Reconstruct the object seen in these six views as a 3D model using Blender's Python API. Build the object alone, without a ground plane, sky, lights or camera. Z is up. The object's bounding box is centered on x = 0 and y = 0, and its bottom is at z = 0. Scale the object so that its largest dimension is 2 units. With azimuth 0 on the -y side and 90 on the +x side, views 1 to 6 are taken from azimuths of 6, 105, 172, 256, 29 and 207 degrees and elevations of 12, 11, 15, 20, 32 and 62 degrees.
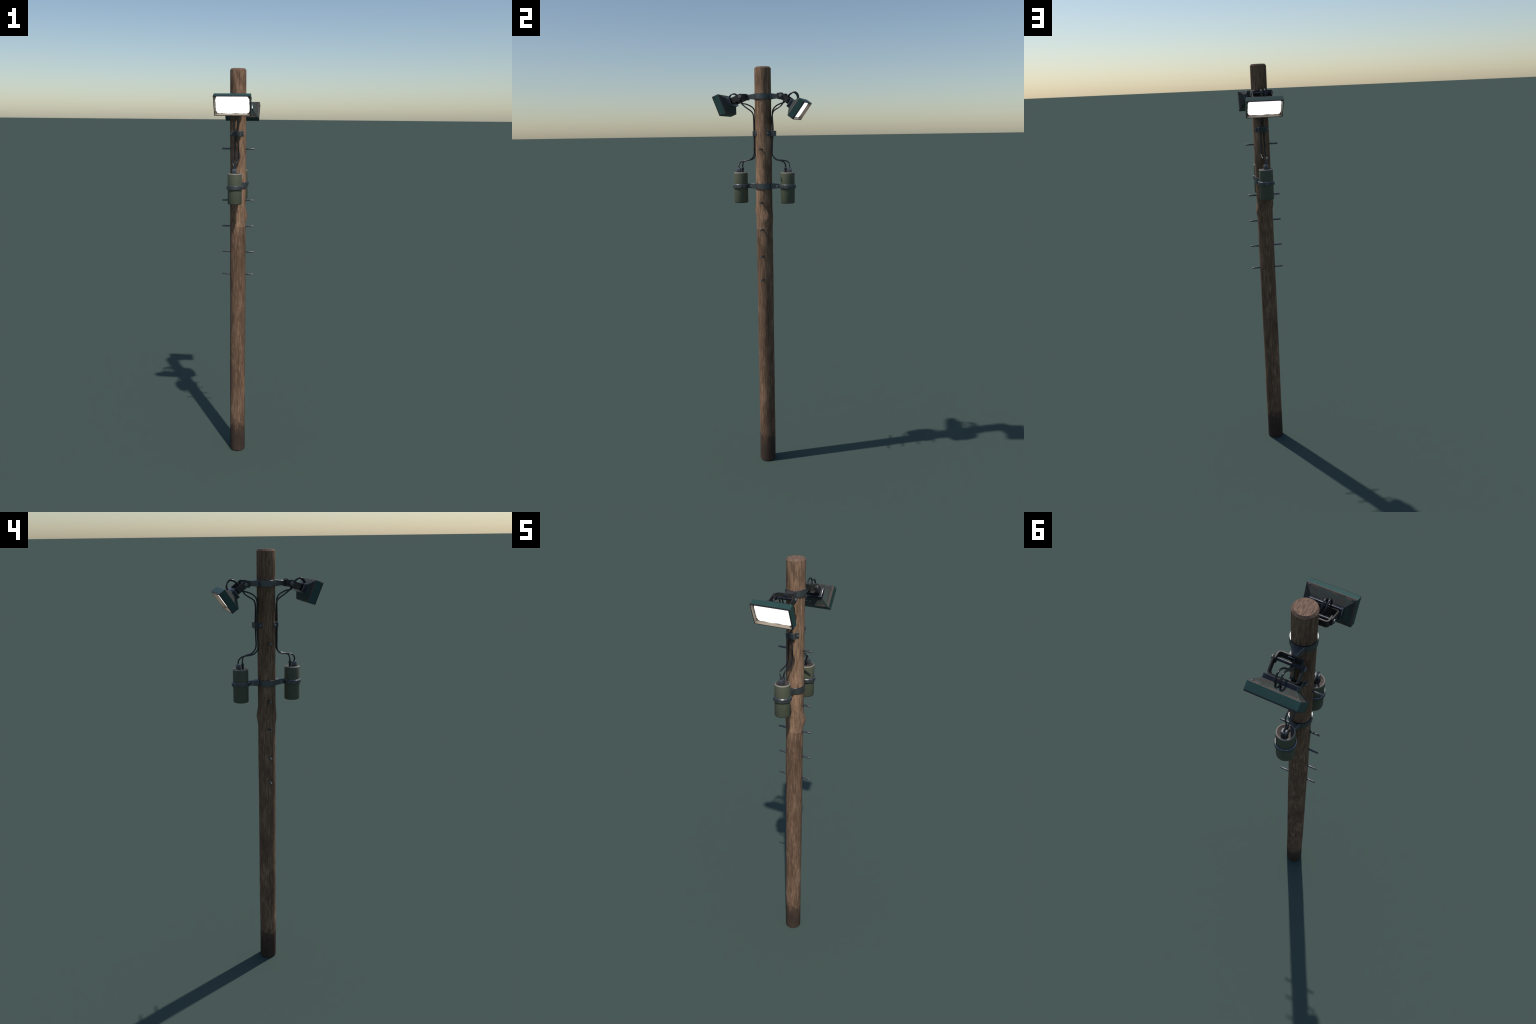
import bpy, bmesh, math, random
from mathutils import Vector, Matrix

random.seed(7)
for o in list(bpy.data.objects):
    bpy.data.objects.remove(o)

# ------------------------------------------------------------------ sizes (metres)
AXIS_Y = 0.0025          # the pole's axis
POLE_R = 0.0394
HINGE_OUT, HINGE_Z = 0.099, 1.8628        # lamp hinge: distance from the axis, height
SEAM_Z = 1.2290          # where the two lengths of timber meet


# ------------------------------------------------------------------ node helpers
class Mat:
    """Small wrapper for building a node material."""
    def __init__(self, name):
        self.m = bpy.data.materials.new(name)
        self.m.use_nodes = True
        self.t = self.m.node_tree
        self.bsdf = self.t.nodes["Principled BSDF"]
        self.coord = self.t.nodes.new("ShaderNodeTexCoord")
        self.obj = self.coord.outputs["Object"]

    def link(self, a, b):
        self.t.links.new(a, b)

    def put(self, sock, v):
        if hasattr(v, "is_linked") or hasattr(v, "links"):
            self.link(v, sock)
        else:
            sock.default_value = v

    def mapping(self, scale, rot=(0, 0, 0), loc=(0, 0, 0)):
        n = self.t.nodes.new("ShaderNodeMapping")
        n.inputs["Scale"].default_value = scale
        n.inputs["Rotation"].default_value = rot
        n.inputs["Location"].default_value = loc
        self.link(self.obj, n.inputs["Vector"])
        return n.outputs["Vector"]

    def noise(self, vec, scale=1.0, detail=4.0, rough=0.55, distort=0.0):
        n = self.t.nodes.new("ShaderNodeTexNoise")
        self.link(vec, n.inputs["Vector"])
        n.inputs["Scale"].default_value = scale
        n.inputs["Detail"].default_value = detail
        n.inputs["Roughness"].default_value = rough
        n.inputs["Distortion"].default_value = distort
        return n.outputs["Fac"]

    def ramp(self, fac, stops):
        n = self.t.nodes.new("ShaderNodeValToRGB")
        cr = n.color_ramp
        while len(cr.elements) < len(stops):
            cr.elements.new(0.5)
        for e, (p, c) in zip(cr.elements, stops):
            e.position = p
            e.color = (c, c, c, 1) if isinstance(c, (int, float)) else (*c, 1)
        self.put(n.inputs["Fac"], fac)
        return n.outputs["Color"]

    def mix(self, fac, a, b, mode="MIX"):
        n = self.t.nodes.new("ShaderNodeMix")
        n.data_type = "RGBA"
        n.blend_type = mode
        for sock, v in ((n.inputs["Factor"], fac), (n.inputs["A"], a), (n.inputs["B"], b)):
            pass
        self.put(n.inputs[0], fac)
        self.put(n.inputs[6], a if not isinstance(a, tuple) else (*a, 1))
        self.put(n.inputs[7], b if not isinstance(b, tuple) else (*b, 1))
        return n.outputs[2]

    def math(self, op, a, b=0.0, c=None, clamp=False):
        n = self.t.nodes.new("ShaderNodeMath")
        n.operation = op
        n.use_clamp = clamp
        self.put(n.inputs[0], a)
        self.put(n.inputs[1], b)
        if c is not None:
            self.put(n.inputs[2], c)
        return n.outputs[0]

    def axes(self):
        n = self.t.nodes.new("ShaderNodeSeparateXYZ")
        self.link(self.obj, n.inputs[0])
        return n.outputs

    def rng(self, v, a, b, c=0.0, d=1.0):
        n = self.t.nodes.new("ShaderNodeMapRange")
        self.put(n.inputs[0], v)
        for i, x in enumerate((a, b, c, d)):
            n.inputs[i + 1].default_value = x
        return n.outputs[0]

    def bump(self, height, strength=0.3, dist=0.001):
        n = self.t.nodes.new("ShaderNodeBump")
        n.inputs["Strength"].default_value = strength
        n.inputs["Distance"].default_value = dist
        self.put(n.inputs["Height"], height)
        self.link(n.outputs[0], self.bsdf.inputs["Normal"])

    def done(self, color=None, rough=0.6, metal=0.0, spec=0.5):
        b = self.bsdf.inputs
        if color is not None:
            self.put(b["Base Color"], color if not isinstance(color, tuple) else (*color, 1))
        self.put(b["Roughness"], rough)
        self.put(b["Metallic"], metal)
        self.put(b["Specular IOR Level"], spec)
        return self.m


# ------------------------------------------------------------------ materials
def timber():
    m = Mat("weathered_timber")
    fine = m.noise(m.mapping((420, 420, 60)), detail=4, rough=0.6)
    streak = m.noise(m.mapping((185, 185, 19)), detail=4, rough=0.6, distort=0.2)
    broad = m.noise(m.mapping((24, 24, 7), loc=(3, 1, 7)), detail=3, rough=0.55)
    knots = m.noise(m.mapping((75, 75, 34), loc=(9, 4, 2)), detail=4, rough=0.65, distort=0.6)
    g = m.math("ADD", m.math("MULTIPLY", streak, 0.50), m.math("ADD", m.math("MULTIPLY", broad, 0.34), m.math("MULTIPLY", fine, 0.16)))
    upper = m.ramp(g, [(0.34, (0.112, 0.069, 0.045)), (0.45, (0.210, 0.127, 0.080)), (0.53, (0.320, 0.192, 0.120)), (0.63, (0.450, 0.275, 0.170))])
    lower = m.ramp(g, [(0.34, (0.088, 0.053, 0.035)), (0.45, (0.142, 0.086, 0.056)), (0.53, (0.206, 0.123, 0.079)), (0.63, (0.345, 0.206, 0.130))])
    z = m.axes()[2]
    # the upper length is paler in a ragged strip towards +x/-y and darker over the rest
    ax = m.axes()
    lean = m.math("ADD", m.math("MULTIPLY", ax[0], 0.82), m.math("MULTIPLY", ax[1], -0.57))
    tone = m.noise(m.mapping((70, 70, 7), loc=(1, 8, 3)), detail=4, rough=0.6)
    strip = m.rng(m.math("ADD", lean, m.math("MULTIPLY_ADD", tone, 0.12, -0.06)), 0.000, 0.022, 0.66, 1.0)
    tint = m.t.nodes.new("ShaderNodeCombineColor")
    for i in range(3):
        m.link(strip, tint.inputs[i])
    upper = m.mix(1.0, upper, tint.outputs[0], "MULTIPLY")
    # a saw-cut seam between the two lengths of timber, slightly wavy
    wob = m.noise(m.mapping((30, 30, 0)), detail=1)
    zz = m.math("ADD", z, m.math("MULTIPLY_ADD", wob, 0.008, -0.004))
    up = m.rng(zz, SEAM_Z - 0.0008, SEAM_Z + 0.0008)
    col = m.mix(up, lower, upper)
    col = m.mix(m.ramp(knots, [(0.55, 0.0), (0.70, 0.5)]), col, (0.090, 0.057, 0.038))
    # soil-stained foot with a ragged upper edge
    edge = m.noise(m.mapping((34, 34, 13), loc=(2, 2, 2)), detail=4, rough=0.65)
    zs = m.math("ADD", z, m.math("MULTIPLY_ADD", edge, 0.19, -0.095))
    wet = m.ramp(m.rng(zs, 0.06, 0.165), [(0.0, 0.95), (0.40, 0.87), (0.78, 0.72), (1.0, 0.0)])
    stain = m.mix(streak, (0.026, 0.019, 0.016), (0.088, 0.060, 0.047))
    col = m.mix(wet, col, stain)
    m.bump(m.math("ADD", m.math("MULTIPLY", streak, 1.0), m.math("MULTIPLY", fine, 0.6)), 0.5, 0.0012)
    return m.done(col, 0.9, 0.0, 0.08)


def end_grain():
    m = Mat("sawn_timber_end")
    ang = math.radians(-35)
    a = m.noise(m.mapping((230, 48, 40), rot=(0, 0, ang)), detail=4, rough=0.6, distort=0.3)
    b = m.noise(m.mapping((600, 130, 60), rot=(0, 0, ang)), detail=4, rough=0.6)
    g = m.math("ADD", m.math("MULTIPLY", a, 0.65), m.math("MULTIPLY", b, 0.35))
    col = m.ramp(g, [(0.33, (0.095, 0.063, 0.046)), (0.46, (0.165, 0.108, 0.079)), (0.55, (0.240, 0.150, 0.107)), (0.66, (0.36, 0.225, 0.155))])
    m.bump(g, 0.3, 0.001)
    return m.done(col, 0.9, 0.0, 0.08)


def chamfer_wood():
    m = Mat("chamfered_timber")
    a = m.noise(m.mapping((120, 120, 60)), detail=4, rough=0.6)
    col = m.ramp(a, [(0.35, (0.14, 0.092, 0.068)), (0.6, (0.235, 0.148, 0.108)), (0.75, (0.30, 0.19, 0.138))])
    return m.done(col, 0.9, 0.0, 0.08)


def metal(name, base, light, rough=0.42, metallic=0.75, scale=90, amount=1.0):
    m = Mat(name)
    a = m.noise(m.mapping((scale,) * 3), detail=5, rough=0.6)
    b = m.noise(m.mapping((scale * 4,) * 3), detail=3)
    g = m.math("ADD", m.math("MULTIPLY", a, 0.7), m.math("MULTIPLY", b, 0.3))
    col = m.ramp(g, [(0.36, base), (0.66, light)])
    r = m.ramp(a, [(0.3, rough - 0.08), (0.7, min(1.0, rough + 0.14))])
    m.bump(b, 0.08, 0.0004)
    return m.done(col, r, metallic)


def bracket_metal():
    # black steel with brown dust and rust bloom
    m = Mat("rusty_black_steel")
    a = m.noise(m.mapping((70, 70, 70)), detail=5, rough=0.6)
    b = m.noise(m.mapping((300, 300, 300)), detail=3)
    g = m.math("ADD", m.math("MULTIPLY", a, 0.7), m.math("MULTIPLY", b, 0.3))
    col = m.ramp(g, [(0.38, (0.020, 0.021, 0.022)), (0.52, (0.034, 0.031, 0.029)), (0.68, (0.062, 0.049, 0.041))])
    m.bump(b, 0.1, 0.0004)
    return m.done(col, 0.55, 0.25)


def teal_paint():
    # local frame of the lamp: y = outwards through the lens, z = up
    m = Mat("chipped_teal_paint")
    ax = m.axes()
    y = ax[1]
    big = m.noise(m.mapping((26, 26, 26)), detail=4, rough=0.6, distort=0.4)
    swirl = m.noise(m.mapping((60, 60, 60), loc=(4, 1, 0)), detail=6, rough=0.65, distort=1.6)
    fine = m.noise(m.mapping((500, 500, 500)), detail=3)
    teal = m.mix(big, (0.024, 0.062, 0.058), (0.036, 0.086, 0.079))
    bare = m.mix(fine, (0.036, 0.033, 0.030), (0.060, 0.054, 0.048))
    # bare metal and dust over the back of the housing, teal showing through in swirls
    back = m.rng(y, 0.0862, 0.0868, 1.0, 0.0)
    film = m.ramp(swirl, [(0.44, 0.92), (0.56, 0.55), (0.62, 0.15)])
    cover = m.math("MULTIPLY", back, film)
    col = m.mix(cover, teal, bare)
    # rubbed arris where the sides turn into the back, ragged towards the back
    rag = m.noise(m.mapping((38, 38, 38), loc=(1, 5, 2)), detail=3, rough=0.6)
    wob = m.math("MULTIPLY_ADD", rag, 0.020, -0.010)
    yy = m.math("ADD", y, wob)
    arris = m.math("MULTIPLY", m.rng(yy, 0.0825, 0.0832), m.rng(m.math("ADD", y, m.math("MULTIPLY_ADD", swirl, 0.005, -0.0025)), 0.0868, 0.0872, 1.0, 0.0))
    arris = m.math("MULTIPLY", arris, m.ramp(big, [(0.36, 0.0), (0.40, 1.0)]))
    col = m.mix(arris, col, (0.088, 0.070, 0.061))
    m.bump(fine, 0.08, 0.0004)
    return m.done(col, m.mix(cover, (0.5,) * 3, (0.8,) * 3), 0.0, 0.2)


def olive_paint():
    m = Mat("olive_paint")
    a = m.noise(m.mapping((40, 40, 40)), detail=4)
    b = m.noise(m.mapping((180, 180, 30)), detail=3)
    col = m.mix(a, (0.078, 0.088, 0.056), (0.100, 0.109, 0.070))
    z = m.axes()[2]
    low = m.math("MULTIPLY", m.rng(m.math("ADD", z, m.math("MULTIPLY_ADD", a, 0.012, -0.006)), 1.3555, 1.3605, 1.0, 0.0), 0.55)
    col = m.mix(low, col, (0.075, 0.050, 0.040))
    m.bump(b, 0.05, 0.0004)
    return m.done(col, 0.6, 0.0, 0.25)


def worn_rim():
    m = Mat("worn_rim_paint")
    a = m.noise(m.mapping((60, 60, 60)), detail=4)
    return m.done(m.mix(a, (0.17, 0.148, 0.125), (0.30, 0.265, 0.225)), 0.6, 0.0)


def rusty_lid():
    m = Mat("dusty_brown_lid")
    a = m.noise(m.mapping((70, 70, 70)), detail=5, rough=0.6)
    return m.done(m.ramp(a, [(0.35, (0.042, 0.035, 0.030)), (0.52, (0.068, 0.055, 0.047)), (0.7, (0.130, 0.107, 0.089))]), 0.75, 0.0)


def lens_glow():
    m = Mat("glowing_lens")
    ax = m.axes()
    x, z = m.math("ABSOLUTE", ax[0]), m.math("ABSOLUTE", ax[2])
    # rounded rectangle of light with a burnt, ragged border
    n1 = m.noise(m.mapping((120, 120, 120)), detail=2)
    n2 = m.noise(m.mapping((420, 420, 420)), detail=2)
    r = 0.017
    dx = m.math("MAXIMUM", m.math("SUBTRACT", x, 0.0780 - r), 0.0)
    dz = m.math("MAXIMUM", m.math("SUBTRACT", z, 0.0410 - r), 0.0)
    d = m.math("SQRT", m.math("ADD", m.math("MULTIPLY", dx, dx), m.math("MULTIPLY", dz, dz)))
    d = m.math("ADD", d, m.math("ADD", m.math("MULTIPLY_ADD", n1, 0.008, -0.004), m.math("MULTIPLY_ADD", n2, 0.003, -0.0015)))
    glow = m.rng(d, r - 0.0003, r + 0.0003, 1.0, 0.0)
    m.put(m.bsdf.inputs["Emission Color"], (1.0, 0.98, 0.95, 1))
    m.put(m.bsdf.inputs["Emission Strength"], m.math("MULTIPLY", glow, 1.35))
    return m.done((0.22, 0.18, 0.135), 0.5, 0.0)


def plain(name, col, rough=0.5, metal_=0.0, spec=0.5):
    m = Mat(name)
    a = m.noise(m.mapping((150, 150, 150)), detail=4)
    lo = tuple(c * 0.82 for c in col)
    hi = tuple(c * 1.18 for c in col)
    return m.done(m.mix(a, lo, hi), rough, metal_, spec)


M_TIMBER, M_END, M_CHAMFER = timber(), end_grain(), chamfer_wood()
M_CLAMP = metal("galvanised_steel", (0.088, 0.096, 0.097), (0.140, 0.149, 0.150), 0.50, 0.78, 160)
M_RINGTOP = metal("glint_tuned_ring_top", (0.050, 0.052, 0.058), (0.085, 0.087, 0.092), 0.30, 0.8, 160)  # darker, smoother copy of the clamp steel, set up for the sun glint
M_EDGE = metal("worn_steel_edge", (0.15, 0.16, 0.175), (0.26, 0.27, 0.29), 0.26, 0.85, 160)
M_CLIP = metal("clip_steel", (0.030, 0.034, 0.037), (0.050, 0.056, 0.060), 0.55, 0.3, 160)
M_CLIP_EDGE = metal("clip_worn_edge", (0.150, 0.166, 0.172), (0.210, 0.228, 0.235), 0.5, 0.2, 160)
M_BOLT = metal("bolt_steel", (0.115, 0.122, 0.125), (0.190, 0.198, 0.202), 0.55, 0.5, 200)
M_PEG = metal("peg_steel", (0.085, 0.088, 0.100), (0.175, 0.176, 0.190), 0.36, 0.75, 150)
M_STEEL_DARK = metal("dark_blued_steel", (0.018, 0.020, 0.027), (0.036, 0.039, 0.050), 0.36, 0.5)
M_BRACKET, M_TEAL, M_OLIVE = bracket_metal(), teal_paint(), olive_paint()
M_RIM, M_LID, M_GLOW = worn_rim(), rusty_lid(), lens_glow()
M_REFLECT = plain("cream_reflector", (0.25, 0.205, 0.158), 0.5)
M_LIP = plain("black_gasket", (0.012, 0.013, 0.015), 0.5)
M_CABLE = plain("black_rubber", (0.012, 0.013, 0.017), 0.32, 0.0, 0.6)
M_TERM = metal("terminal_steel", (0.075, 0.082, 0.094), (0.150, 0.158, 0.172), 0.45, 0.55, 160)


# ------------------------------------------------------------------ mesh helpers
def finish(name, bm, mats, parent=None, world=None, smooth=35, kind=None):
    bmesh.ops.recalc_face_normals(bm, faces=bm.faces)
    me = bpy.data.meshes.new(name)
    lim = math.radians(smooth)
    for f in bm.faces:
        f.smooth = True
    for e in bm.edges:
        e.smooth = not (len(e.link_faces) == 2 and e.calc_face_angle(0.0) > lim)
    bm.to_mesh(me)
    bm.free()
    for m in (mats if isinstance(mats, (list, tuple)) else [mats]):
        me.materials.append(m)
    o = bpy.data.objects.new(name, me)
    bpy.context.scene.collection.objects.link(o)
    if world is not None:
        o.matrix_world = world
    if parent is not None:
        attach(o, parent)
    if kind:
        o["kind"] = kind
    return o


def attach(o, parent):
    """Parent without moving: keep the world matrix."""
    bpy.context.view_layer.update()
    w = o.matrix_world.copy()
    o.parent = parent
    o.matrix_parent_inverse = parent.matrix_world.inverted()
    o.matrix_world = w


def bevel(bm, edges, off, seg=2, mat=-1):
    edges = [e for e in edges if e.is_valid]
    if edges:
        bmesh.ops.bevel(bm, geom=edges, offset=off, offset_type="OFFSET", segments=seg, profile=0.5,
                        affect="EDGES", material=mat, clamp_overlap=True)


def add_box(bm, x0, x1, y0, y1, z0, z1, bev=0.0, seg=2, mat=0, edge_mat=-1):
    r = bmesh.ops.create_cube(bm, size=1.0)
    for v in r["verts"]:
        v.co = Vector((x0 + (v.co.x + .5) * (x1 - x0), y0 + (v.co.y + .5) * (y1 - y0), z0 + (v.co.z + .5) * (z1 - z0)))
    es = {e for v in r["verts"] for e in v.link_edges}
    for f in {f for v in r["verts"] for f in v.link_faces}:
        f.material_index = mat
    if bev:
        bevel(bm, list(es), bev, seg, edge_mat)


def add_prism(bm, poly, z0, z1, mat=0):
    """Extrude a plan polygon [(x, y), ...] from z0 to z1; returns its faces."""
    lo = [bm.verts.new((x, y, z0)) for x, y in poly]
    hi = [bm.verts.new((x, y, z1)) for x, y in poly]
    n = len(poly)
    fs = [bm.faces.new(lo[::-1]), bm.faces.new(hi)]
    fs += [bm.faces.new((lo[i], lo[(i + 1) % n], hi[(i + 1) % n], hi[i])) for i in range(n)]
    for f in fs:
        f.material_index = mat
    return fs


def add_lathe(bm, profile, seg=32, cx=0.0, cy=0.0, mats=None, phase=0.0):
    """Turn a profile [(r, z), ...] round a vertical axis. r = 0 closes to a point."""
    rings = []
    for r, z in profile:
        if r <= 1e-6:
            rings.append([bm.verts.new((cx, cy, z))])
        else:
            rings.append([bm.verts.new((cx + r * math.cos(phase + 2 * math.pi * i / seg), cy + r * math.sin(phase + 2 * math.pi * i / seg), z)) for i in range(seg)])
    for k in range(len(rings) - 1):
        a, b = rings[k], rings[k + 1]
        for i in range(seg):
            j = (i + 1) % seg
            q = [a[i % len(a)], a[j % len(a)], b[j % len(b)], b[i % len(b)]]
            u = []
            for v in q:
                if v not in u:
                    u.append(v)
            if len(u) > 2:
                f = bm.faces.new(u)
                if mats:
                    f.material_index = mats[k]


def add_cyl(bm, p0, p1, r0, r1=None, seg=12, bev=0.0, mat=0, edge_mat=-1, cone=None):
    """A solid rod (or hexagon) from p0 to p1, end edges rounded."""
    r1 = r0 if r1 is None else r1
    p0, p1 = Vector(p0), Vector(p1)
    d = p1 - p0
    rot = d.to_track_quat("Z", "Y").to_matrix().to_4x4()
    r = bmesh.ops.create_cone(bm, cap_ends=True, segments=seg, radius1=r0, radius2=r1, depth=d.length,
                              matrix=Matrix.Translation((p0 + p1) / 2) @ rot)
    fs = {f for v in r["verts"] for f in v.link_faces}
    for f in fs:
        f.material_index = mat
    if bev:
        es = {e for f in fs if len(f.verts) == seg and seg != 4 for e in f.edges}
        bevel(bm, list(es), bev, 2, edge_mat)


def catmull(pts, step=6):
    P = [Vector(p) for p in pts]
    P = [P[0] * 2 - P[1]] + P + [P[-1] * 2 - P[-2]]
    out = []
    for i in range(1, len(P) - 2):
        a, b, c, d = P[i - 1], P[i], P[i + 1], P[i + 2]
        # centripetal-like tangents keep uneven spacing from overshooting
        l1, l2, l3 = ((b - a).length ** .5, (c - b).length ** .5, (d - c).length ** .5)
        m1 = (c - b) + l2 * ((b - a) / l1 - (c - a) / (l1 + l2))
        m2 = (c - b) + l2 * ((d - c) / l3 - (d - b) / (l2 + l3))
        for k in range(step):
            t = k / step
            out.append(b * (2 * t**3 - 3 * t**2 + 1) + m1 * (t**3 - 2 * t**2 + t) + c * (3 * t**2 - 2 * t**3) + m2 * (t**3 - t**2))
    out.append(P[-2])
    return out


def add_tube(bm, path, r, seg=10):
    t0 = (path[1] - path[0]).normalized()
    n = t0.orthogonal().normalized()
    rings = []
    for i, p in enumerate(path):
        a, b = path[max(i - 1, 0)], path[min(i + 1, len(path) - 1)]
        t = (b - a).normalized()
        n = (n - t * n.dot(t)).normalized()
        s = t.cross(n)
        rings.append([bm.verts.new(p + (n * math.cos(2 * math.pi * k / seg) + s * math.sin(2 * math.pi * k / seg)) * r) for k in range(seg)])
    for a, b in zip(rings, rings[1:]):
        for k in range(seg):
            bm.faces.new((a[k], a[(k + 1) % seg], b[(k + 1) % seg], b[k]))
    bm.faces.new(rings[0][::-1])
    bm.faces.new(rings[-1])


def u_strip(half, back, tip, thick, rad, seg=6):
    """Plan of a U-shaped strap: crossbar at y = back, arms running to y = tip."""
    s = 1 if tip > back else -1

    def side(h, b, r):
        pts = [(-h, tip)]
        for k in range(seg + 1):
            a = math.pi / 2 * k / seg
            pts.append((-h + r - r * math.cos(a), b + s * (r - r * math.sin(a))))
        return pts + [(-x, y) for x, y in reversed(pts)]
    outer = side(half, back, rad)
    inner = side(half - thick, back + s * thick, max(rad - thick, 0.001))
    return outer + inner[::-1]


def add_u(bm, half, back, tip, thick, rad, z0, z1, tip_round):
    """U strap with rounded arm ends."""
    before = set(bm.verts)
    seg = 6
    outer_n = 2 * (seg + 2)
    poly = u_strip(half, back, tip, thick, rad, seg)
    n = len(poly)
    lo = [bm.verts.new((x, y, z0)) for x, y in poly]
    hi = [bm.verts.new((x, y, z1)) for x, y in poly]
    for i in range(n):
        j = (i + 1) % n
        bm.faces.new((lo[i], lo[j], hi[j], hi[i]))
    m = n // 2
    for i in range(m - 1):
        a, b, c, d = i, i + 1, n - 2 - i, n - 1 - i
        bm.faces.new((lo[d], lo[c], lo[b], lo[a]))
        bm.faces.new((hi[a], hi[b], hi[c], hi[d]))
    bm.edges.ensure_lookup_table()
    es = []
    for e in bm.edges:
        p, q = e.verts
        if p in before:
            continue
        if abs(p.co.y - tip) < 1e-6 and abs(q.co.y - tip) < 1e-6 and abs(p.co.z - q.co.z) < 1e-6:
            es.append(e)
    bevel(bm, es, tip_round, 4)


# ------------------------------------------------------------------ the thing
root = bpy.data.objects.new("floodlight_pole", None)
bpy.context.scene.collection.objects.link(root)
root["label"] = "tall weathered wooden pole with two lit teal floodlights"
root["category"] = "street light"


# ---- pole: turned shaft, chamfered head, eased foot, a swollen band of knots
KNOTS = [  # direction (deg), height, swelling, angular spread (deg)
    (34, 1.279, 0.0104, 42), (82, 1.287, 0.0026, 26), (150, 1.320, 0.0092, 13),
    (-122, 1.285, 0.0066, 26), (-76, 1.323, 0.0046, 20)]


def shaft_radius(ang, z):
    r = POLE_R
    for a, zc, amp, spread in KNOTS:
        d = (math.degrees(ang) - a + 180) % 360 - 180
        up = max(0.0, 1 - abs(z - zc) / (0.052 if z > zc else 0.047))
        r += amp * math.exp(-(d / spread) ** 2) * (up * up * (3 - 2 * up) * 0.75 + up * 0.25)
    # slow swellings of the trunk
    r += 0.0007 * math.exp(-((z - 0.27) / 0.10) ** 2) * max(0.0, math.cos(ang + 0.6))
    if z < 1.22:
        r += 0.0003
    # faint unevenness of a hewn trunk
    r += 0.00035 * math.sin(3 * ang + 9 * z) + 0.00025 * math.sin(5 * ang - 17 * z + 1.3)
    return r


def build_pole():
    bm = bmesh.new()
    seg = 40
    zs = [0.0, 0.0016] + [0.02 + i * 0.03 for i in range(40)] + [1.225 + i * 0.006 for i in range(22)] + [1.37 + i * 0.04 for i in range(16)] + [1.9925]
    zs = sorted(set(round(z, 4) for z in zs))
    rings = []
    for z in zs:
        ring = []
        for i in range(seg):
            a = 2 * math.pi * i / seg
            r = shaft_radius(a, z)
            if z == 0.0:
                r -= 0.0012
            ring.append(bm.verts.new((r * math.cos(a), AXIS_Y + r * math.sin(a), z)))
        rings.append(ring)
    for a, b in zip(rings, rings[1:]):
        for i in range(seg):
            j = (i + 1) % seg
            bm.faces.new((a[i], a[j], b[j], b[i]))
    bm.faces.new(rings[0][::-1])
    top = [bm.verts.new((0.0332 * math.cos(2 * math.pi * i / seg), AXIS_Y + 0.0332 * math.sin(2 * math.pi * i / seg), 2.0)) for i in range(seg)]
    for i in range(seg):
        j = (i + 1) % seg
        bm.faces.new((rings[-1][i], rings[-1][j], top[j], top[i])).material_index = 2
    bm.faces.new(top).material_index = 1
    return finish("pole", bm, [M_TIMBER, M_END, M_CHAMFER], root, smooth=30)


build_pole()

# ---- climbing pegs, five pairs
bm = bmesh.new()
add_cyl(bm, (0.034, 0, 0), (0.0802, 0, 0), 0.0044, 0.0041, 12, 0.0012, 0, 1)
peg = finish("climbing_peg", bm, [M_PEG, M_EDGE])
peg_mesh = peg.data
first = True
for z in (1.6168, 1.3612, 1.2292, 1.0966, 0.9785):
    for s in (1, -1):
        o = peg if first else bpy.data.objects.new("climbing_peg", peg_mesh)
        if not first:
            bpy.context.scene.collection.objects.link(o)
        first = False
        o.matrix_world = Matrix.Translation((0, AXIS_Y, z)) @ Matrix.Rotation(0 if s > 0 else math.pi, 4, "Z") @ Matrix.Rotation(random.uniform(0, 6.28), 4, "X")
        attach(o, root)


# ---- band clamps round the pole with a tapering arm on each side
def add_arm(bm, s, y0, y1, w0, w1, za, zb, taper):
    """Arm in plan from half-width w0 at y0 to w1 at y1; it also thins in height."""
    mid = (za + zb) / 2
    P = []
    for y, w, h in ((y0, w0, (zb - za) / 2 - 0.0004), (y0 + 0.65 * (y1 - y0), w1, (zb - za) / 2 - taper), (y1, w1, (zb - za) / 2 - taper)):
        P.append([bm.verts.new((sx * w, AXIS_Y + s * y, mid + sz * h)) for sx, sz in ((-1, -1), (1, -1), (1, 1), (-1, 1))])
    new = []
    for a, b in zip(P, P[1:]):
        for i in range(4):
            j = (i + 1) % 4
            new.append(bm.faces.new((a[i], a[j], b[j], b[i])))
    new.append(bm.faces.new(P[0]))
    new.append(bm.faces.new(P[-1]))
    bmesh.ops.recalc_face_normals(bm, faces=new)
    es = {e for f in new for e in f.edges if e.calc_face_angle(0) > 0.9}
    bevel(bm, list(es), 0.0012, 1, 1)


def band_clamp(name, za, zb, arm_len, w0, w1, taper):
    bm = bmesh.new()
    ro, ri, b = 0.0438, 0.0385, 0.0012
    add_lathe(bm, [(ri, za), (ro - b, za), (ro, za + b), (ro, zb - b), (ro - b, zb), (ri, zb)], 32, 0, AXIS_Y, mats=[0, 0, 0, 2, 2])
    for s in (1, -1):
        add_arm(bm, s, 0.036, arm_len, w0, w1, za, zb, taper)
    return finish(name, bm, [M_CLAMP, M_EDGE, M_RINGTOP], root, smooth=40)


lamp_clamp = band_clamp("lamp_clamp", 1.8500, 1.8772, 0.0790, 0.0215, 0.0125, 0.0030)
canister_clamp = band_clamp("canister_clamp", 1.4240, 1.4522, 0.0870, 0.0190, 0.0070, 0.0035)

for s in (1, -1):                                # bolts through the canister clamp's arms
    for sx in (1, -1):
        bm = bmesh.new()
        y = AXIS_Y + s * 0.0655
        add_cyl(bm, (sx * 0.005, y, 1.4362), (sx * 0.0105, y, 1.4362), 0.0068, None, 16, 0.0012, 0, 1)
        finish("arm_bolt", bm, [M_BOLT, M_EDGE], canister_clamp)

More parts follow.
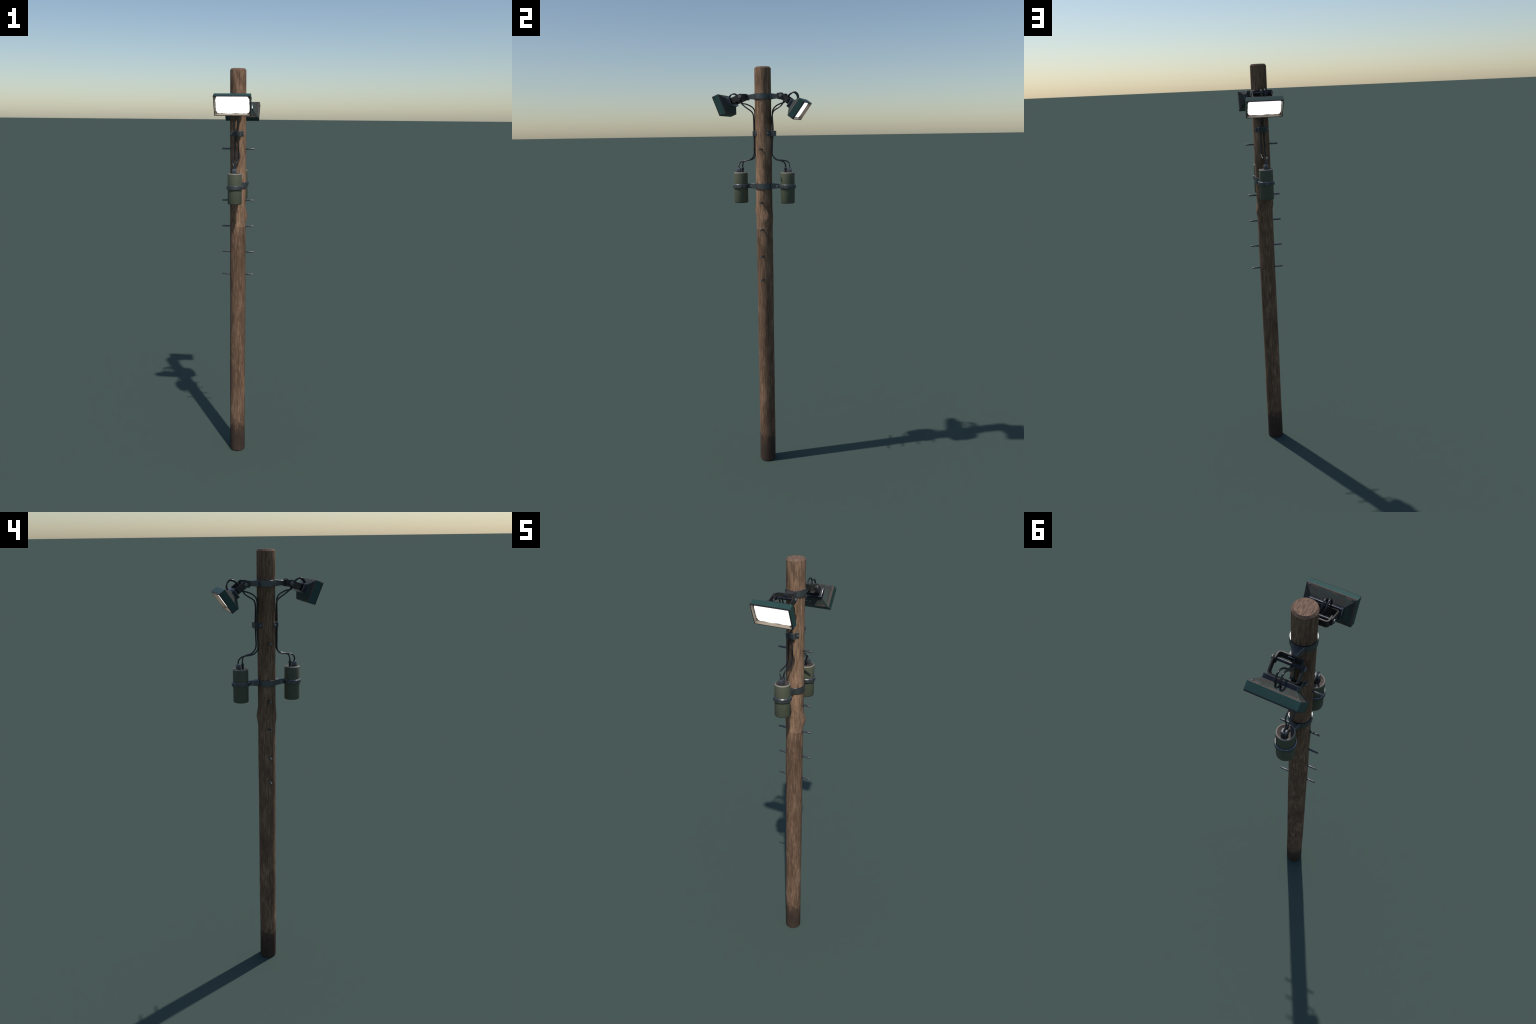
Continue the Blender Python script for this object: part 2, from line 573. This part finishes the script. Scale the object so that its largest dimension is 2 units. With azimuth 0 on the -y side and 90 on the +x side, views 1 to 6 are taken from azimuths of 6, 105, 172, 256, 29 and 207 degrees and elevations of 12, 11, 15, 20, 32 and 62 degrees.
for s in (1, -1):                                # fixed yokes at the ends of the lamp clamp
    bm = bmesh.new()
    add_u(bm, 0.0436, 0.0765, 0.1105, 0.0046, 0.0125, 1.8497, 1.8763, 0.006)
    M = Matrix.Translation((0, AXIS_Y, 0)) @ Matrix.Rotation(0 if s > 0 else math.pi, 4, "Z")
    bmesh.ops.transform(bm, matrix=M, verts=bm.verts)
    finish("yoke", bm, M_BRACKET, lamp_clamp)
    bm = bmesh.new()                             # the arm's end nut inside the yoke
    add_box(bm, -0.0108, 0.0108, 0.0800, 0.0850, 1.8555, 1.8720, 0.0010, 1, 0, 1)
    bmesh.ops.transform(bm, matrix=M, verts=bm.verts)
    finish("fixing_plate", bm, [M_STEEL_DARK, M_EDGE], lamp_clamp)


# ---- floodlights.  Local frame: x = across, y = out through the lens, z = up; origin on the hinge
def lamp_frame(s, tilt, lift):
    a = math.radians(tilt)
    fwd = Vector((0, s * math.cos(a), -math.sin(a)))
    up = Vector((0, s * math.sin(a), math.cos(a)))
    x = fwd.cross(up)
    M = Matrix((x, fwd, up)).transposed().to_4x4()
    M.translation = Vector((0, AXIS_Y + s * HINGE_OUT, HINGE_Z))
    return M, M @ Matrix.Translation((0, 0, lift))


W, H = 0.0866, 0.0484            # half width, half height of the housing
Y_BACK, Y_LIP, Y_LENS = 0.0868, 0.1198, 0.1050


def rect(bm, w, h, y):
    return [bm.verts.new((sx * w, y, sz * h)) for sx, sz in ((-1, -1), (1, -1), (1, 1), (-1, 1))]


def housing(M):
    bm = bmesh.new()
    loops = [(0.0575, 0.0205, 0.0660), (W, H, Y_BACK), (W, H, 0.1160), (W - 0.0008, H - 0.0008, Y_LIP), (W - 0.0036, H - 0.0036, Y_LIP), (W - 0.0042, H - 0.0042, 0.1172)]
    rings = [rect(bm, *l) for l in loops]
    mats = [0, 0, 1, 1, 1]
    bm.faces.new(rings[0])
    for k, (a, b) in enumerate(zip(rings, rings[1:])):
        for i in range(4):
            j = (i + 1) % 4
            bm.faces.new((a[i], a[j], b[j], b[i])).material_index = mats[k]
    bm.edges.ensure_lookup_table()
    es = [e for e in bm.edges if e.verts[0].co.y > 0.08 and e.verts[1].co.y > 0.08 and abs(e.verts[0].co.x) > W - .001 and abs(e.verts[1].co.x) > W - .001
          and abs(e.verts[0].co.z) > H - .001 and abs(e.verts[1].co.z) > H - .001]
    bevel(bm, es, 0.0010, 1)
    return finish("floodlight_housing", bm, [M_TEAL, M_LIP], root, M, smooth=25)


def floodlight(s, tilt, lift):
    base, M = lamp_frame(s, tilt, lift)
    body = housing(M)
    # reflector: cream walls leading in to the lens
    bm = bmesh.new()
    a, b = rect(bm, W - 0.0043, H - 0.0043, 0.1192), rect(bm, W - 0.0060, H - 0.0060, Y_LENS - 0.002)
    a2, b2 = rect(bm, W - 0.0028, H - 0.0028, 0.1192), rect(bm, W - 0.0028, H - 0.0028, Y_LENS - 0.002)
    for p, q in ((a, b), (b, b2), (b2, a2), (a2, a)):
        for i in range(4):
            j = (i + 1) % 4
            bm.faces.new((p[i], p[j], q[j], q[i]))
    finish("reflector", bm, M_REFLECT, body, M)
    bm = bmesh.new()
    add_box(bm, -W + 0.0050, W - 0.0050, Y_LENS - 0.003, Y_LENS, -H + 0.0050, H - 0.0050)
    finish("lens", bm, M_GLOW, body, M)
    # mounting block on the back of the housing
    bm = bmesh.new()
    add_box(bm, -0.0568, 0.0568, 0.0506, 0.0668, -0.0200, 0.0200, 0.0016, 2, 0, 1)
    finish("mounting_block", bm, [M_STEEL_DARK, M_EDGE], body, M)
    # swivelling bracket, hinge rod and bolts
    bm = bmesh.new()
    add_u(bm, 0.0492, 0.0508, -0.0110, 0.0046, 0.0125, -0.0132, 0.0132, 0.0065)
    finish("swivel_bracket", bm, M_BRACKET, body, M if lift == 0 else base)
    bm = bmesh.new()
    add_cyl(bm, (-0.0450, 0, 0), (0.0450, 0, 0), 0.0057, None, 16)
    finish("hinge_rod", bm, M_STEEL_DARK, body, base, smooth=40)
    for sx in (1, -1):
        bm = bmesh.new()
        add_cyl(bm, (sx * 0.0490, 0, 0), (sx * 0.0500, 0, 0), 0.0092, None, 20, 0.0003, 1)  # thin dark disc modelled for the contact shade round the bolt head
        add_cyl(bm, (sx * 0.0500, 0, 0), (sx * 0.0545, 0, 0), 0.0080, None, 6, 0.0004, 0, 0)
        finish("hinge_bolt", bm, [M_BOLT, M_BRACKET], body, base, smooth=25)
    # small screws: in the end walls and in the corners of the sloping back
    def screw(p, d):
        bm = bmesh.new()
        p, d = Vector(p), Vector(d).normalized()
        add_cyl(bm, p - d * 0.001, p + d * 0.0004, 0.0044, None, 14, 0.0003, 1)
        add_cyl(bm, p, p + d * 0.0016, 0.0026, 0.0022, 10, 0.0005)
        finish("screw", bm, [M_BOLT, M_LIP], body, M)
    for sx in (1, -1):
        for sz in (1, -1):
            screw((sx * W, 0.1098, sz * 0.0418), (sx, 0, 0))
    k = 0.17
    for sx in (1, -1):
        for sz in (1, -1):
            y = Y_BACK + k * (0.0660 - Y_BACK)
            screw((sx * (W - 0.0125), y, sz * (H + k * (0.0205 - H))), (0, -(H - 0.0205), sz * (Y_BACK - 0.0660)))
    return base, M


FRONT = floodlight(-1, 21.8, 0.0)
BACK = floodlight(1, 35.5, -0.0040)


# ---- canisters with strap, lid and terminals
def canister(s):
    cy = AXIS_Y + s * 0.1181
    bm = bmesh.new()
    z0, z1, r = 1.3552, 1.5052, 0.0342
    prof = [(0, z0), (r - .0045, z0), (r - .0013, z0 + .0013), (r, z0 + .0045), (r, z1 - .0045), (r - .0013, z1 - .0013), (r - .0045, z1), (r - .0062, z1 - .0002), (r - .0082, z1 - .0024), (0, z1 - .0024)]
    add_lathe(bm, prof, 36, 0, cy, mats=[0, 0, 0, 0, 1, 1, 2, 2, 2])
    can = finish("canister", bm, [M_OLIVE, M_RIM, M_LID], root, smooth=50)
    bm = bmesh.new()
    a, b, ro = 1.4275, 1.4472, 0.0400
    add_lathe(bm, [(.0338, a), (ro - .0018, a), (ro, a + .0018), (ro, b - .0026), (ro - .0026, b), (.0338, b)], 36, 0, cy, mats=[0, 0, 0, 1, 0])
    strap = finish("strap", bm, [M_CLAMP, M_EDGE], can, smooth=30)
    for k in range(8):
        t = math.radians(22.5 + 45 * k)
        d = Vector((math.cos(t), math.sin(t), 0))
        if d.y * s < -0.9:
            continue
        bm = bmesh.new()
        p = Vector((0, cy, 1.4362)) + d * (ro - 0.0008)
        add_cyl(bm, p, p + d * 0.0011, 0.0046, None, 12, 0.0003, 1)
        add_cyl(bm, p, p + d * 0.0020, 0.0026, None, 6, 0.0004)
        finish("strap_bolt", bm, [M_BOLT, M_LIP], can, smooth=30)
    # box terminal (outer) and post terminal (inner)
    bm = bmesh.new()
    by = cy + s * 0.0092
    add_box(bm, -0.0105, 0.0105, by - 0.0095, by + 0.0095, z1 - 0.003, 1.5258, 0.0020, 2, 0, 1)
    add_cyl(bm, (0, by, 1.525), (0, by, 1.5310), 0.0046, 0.0040, 12, 0.0006)
    finish("box_terminal", bm, [M_TERM, M_EDGE], can)
    bm = bmesh.new()
    py = cy - s * 0.0100
    add_lathe(bm, [(0, z1 - .003), (.0050, z1 - .003), (.0050, 1.5175), (.0066, 1.5182), (.0068, 1.5245), (.0050, 1.5262), (.0042, 1.5305), (0, 1.5305)], 16, 0, py)
    finish("post_terminal", bm, M_STEEL_DARK, can, smooth=40)


canister(-1)
canister(1)


# ---- cable clips: a bent strap with a raised middle and a bolt at each end
def cable_clip(s, depth):
    """depth: distance of the raised face from the axis."""
    za, zb, t = 1.6777, 1.7024, 0.0048
    outer = [(-0.0318, 0.0268), (-0.0208, 0.0352), (-0.0204, depth - 0.0020), (-0.0186, depth), (0.0186, depth), (0.0204, depth - 0.0020), (0.0208, 0.0352), (0.0318, 0.0268)]
    inner = [(-0.0286, 0.0226), (-0.0165, 0.0310), (-0.0162, depth - t - 0.001), (-0.0156, depth - t), (0.0156, depth - t), (0.0162, depth - t - 0.001), (0.0165, 0.0310), (0.0286, 0.0226)]
    bm = bmesh.new()
    n = len(outer)
    V = [[bm.verts.new((x, AXIS_Y + s * y, z)) for x, y in pts] for pts in (outer, inner) for z in (za, zb)]
    olo, ohi, ilo, ihi = V
    for i in range(n - 1):
        bm.faces.new((olo[i], olo[i + 1], ohi[i + 1], ohi[i]))
        bm.faces.new((ilo[i], ilo[i + 1], ihi[i + 1], ihi[i]))
        bm.faces.new((ohi[i], ohi[i + 1], ihi[i + 1], ihi[i]))
        bm.faces.new((olo[i], olo[i + 1], ilo[i + 1], ilo[i]))
    for i in (0, n - 1):
        bm.faces.new((olo[i], ohi[i], ihi[i], ilo[i]))
    bmesh.ops.recalc_face_normals(bm, faces=bm.faces)
    es = [e for e in bm.edges if e.calc_face_angle(0) > 1.2 or (e.calc_face_angle(0) > 0.5 and abs(e.verts[0].co.z - e.verts[1].co.z) > 0.01)]
    bevel(bm, es, 0.0021, 1, 1)
    clip = finish("cable_clip", bm, [M_CLIP, M_CLIP_EDGE], root, smooth=20)
    for sx in (1, -1):
        bm = bmesh.new()
        nrm = Vector((sx * 0.62, s * 0.78, 0)).normalized()
        p = Vector((sx * 0.0268, AXIS_Y + s * 0.0298, (za + zb) / 2))
        add_cyl(bm, p, p + nrm * 0.0046, 0.0050, None, 12, 0.0009, 0, 1)
        finish("clip_bolt", bm, [M_BOLT, M_EDGE], clip)


cable_clip(-1, 0.0495)
cable_clip(1, 0.0592)

# ---- cables: canister terminal -> up the pole -> through the yoke -> arch -> back of the lamp
ARCH = {
    1: [(0.0185, -0.022), (0.0190, 0.000), (0.0215, 0.020), (0.0275, 0.036), (0.0375, 0.0445), (0.0500, 0.0435), (0.0600, 0.0380), (0.0665, 0.0290), (0.0690, 0.0190)],
    -1: [(0.0185, -0.022), (0.0195, 0.000), (0.0235, 0.016), (0.0310, 0.0290), (0.0415, 0.0365), (0.0520, 0.0365), (0.0605, 0.0325), (0.0665, 0.0265), (0.0690, 0.0190)]}
LOWER = {
    (-1, "box"): [(0, -.1265, 1.524), (-.0012, -.1265, 1.534), (-.0065, -.1235, 1.5450), (-.0098, -.1165, 1.5555), (-.0097, -.1030, 1.5606), (-.0097, -.0850, 1.5625), (-.0097, -.0690, 1.5645), (-.0097, -.0550, 1.5688),
                  (-.0104, -.0470, 1.5765), (-.0106, -.0425, 1.592), (-.0108, -.0425, 1.618), (-.0108, -.0430, 1.674), (-.0113, -.0430, 1.704), (-.0113, -.0420, 1.770), (-.0100, -.0418, 1.790), (-.0092, -.0434, 1.8006), (-.0078, -.0487, 1.8103), (-.0060, -.0585, 1.8189), (-.0045, -.0733, 1.8264), (-.0040, -.0880, 1.8318)],
    (-1, "post"): [(0, -.1055, 1.524), (.0010, -.1050, 1.538), (.0052, -.0990, 1.5555), (.0068, -.0812, 1.5618), (.0088, -.0690, 1.5650),
                   (.0098, -.0556, 1.5710), (.0096, -.0470, 1.5824), (.0088, -.0428, 1.598), (.0090, -.0425, 1.618), (.0064, -.0430, 1.674), (.0062, -.0432, 1.704), (.0062, -.0439, 1.764), (.0066, -.0451, 1.7787), (.0080, -.0503, 1.7907), (.0096, -.0586, 1.7991), (.0096, -.0713, 1.8077), (.0070, -.0857, 1.8179)],
    (1, "box"): [(0, .1300, 1.524), (-.0012, .1305, 1.535), (-.0072, .1265, 1.5475), (-.0100, .1185, 1.5555), (-.0099, .1030, 1.5605), (-.0099, .0860, 1.5620), (-.0098, .0670, 1.5650), (-.0095, .0555, 1.5715),
                 (-.0096, .0462, 1.5836), (-.0098, .0432, 1.599), (-.0096, .0448, 1.650), (-.0105, .0485, 1.703), (-.0112, .0450, 1.775), (-.0118, .0468, 1.7964), (-.0116, .0525, 1.8081), (-.0098, .0672, 1.8207), (-.0076, .0882, 1.8295)],
    (1, "post"): [(0, .1107, 1.524), (.0022, .1108, 1.541), (.0092, .1035, 1.5545), (.0115, .0890, 1.5605), (.0112, .0700, 1.5650), (.0110, .0600, 1.5720), (.0104, .0509, 1.5843), (.0084, .0470, 1.600), (.0085, .0472, 1.622),
                  (.0082, .0485, 1.660), (.0084, .0495, 1.703), (.0062, .0486, 1.772), (.0064, .0538, 1.7915), (.0080, .0629, 1.8000), (.0070, .0786, 1.8091), (.0058, .0945, 1.8208)],
}
ARCH_X = {(-1, "box"): -0.0115, (-1, "post"): 0.0025, (1, "box"): -0.0085, (1, "post"): 0.0085}
ARCH_LIFT = {(-1, "box"): 0.0, (-1, "post"): -0.0030, (1, "box"): 0.0035, (1, "post"): -0.0005}
for key, pts in LOWER.items():
    s = key[0]
    base = FRONT[0] if s < 0 else BACK[0]
    path = list(pts)
    for f, u in ARCH[s]:
        lift = ARCH_LIFT[key] * max(0.0, min(1.0, u / 0.04))
        p = base @ Vector((0, f, u + lift))
        path.append((ARCH_X[key], p.y, p.z))
    bm = bmesh.new()
    add_tube(bm, catmull(path, 7), 0.0032, 12)
    finish("cable", bm, M_CABLE, root, smooth=60)
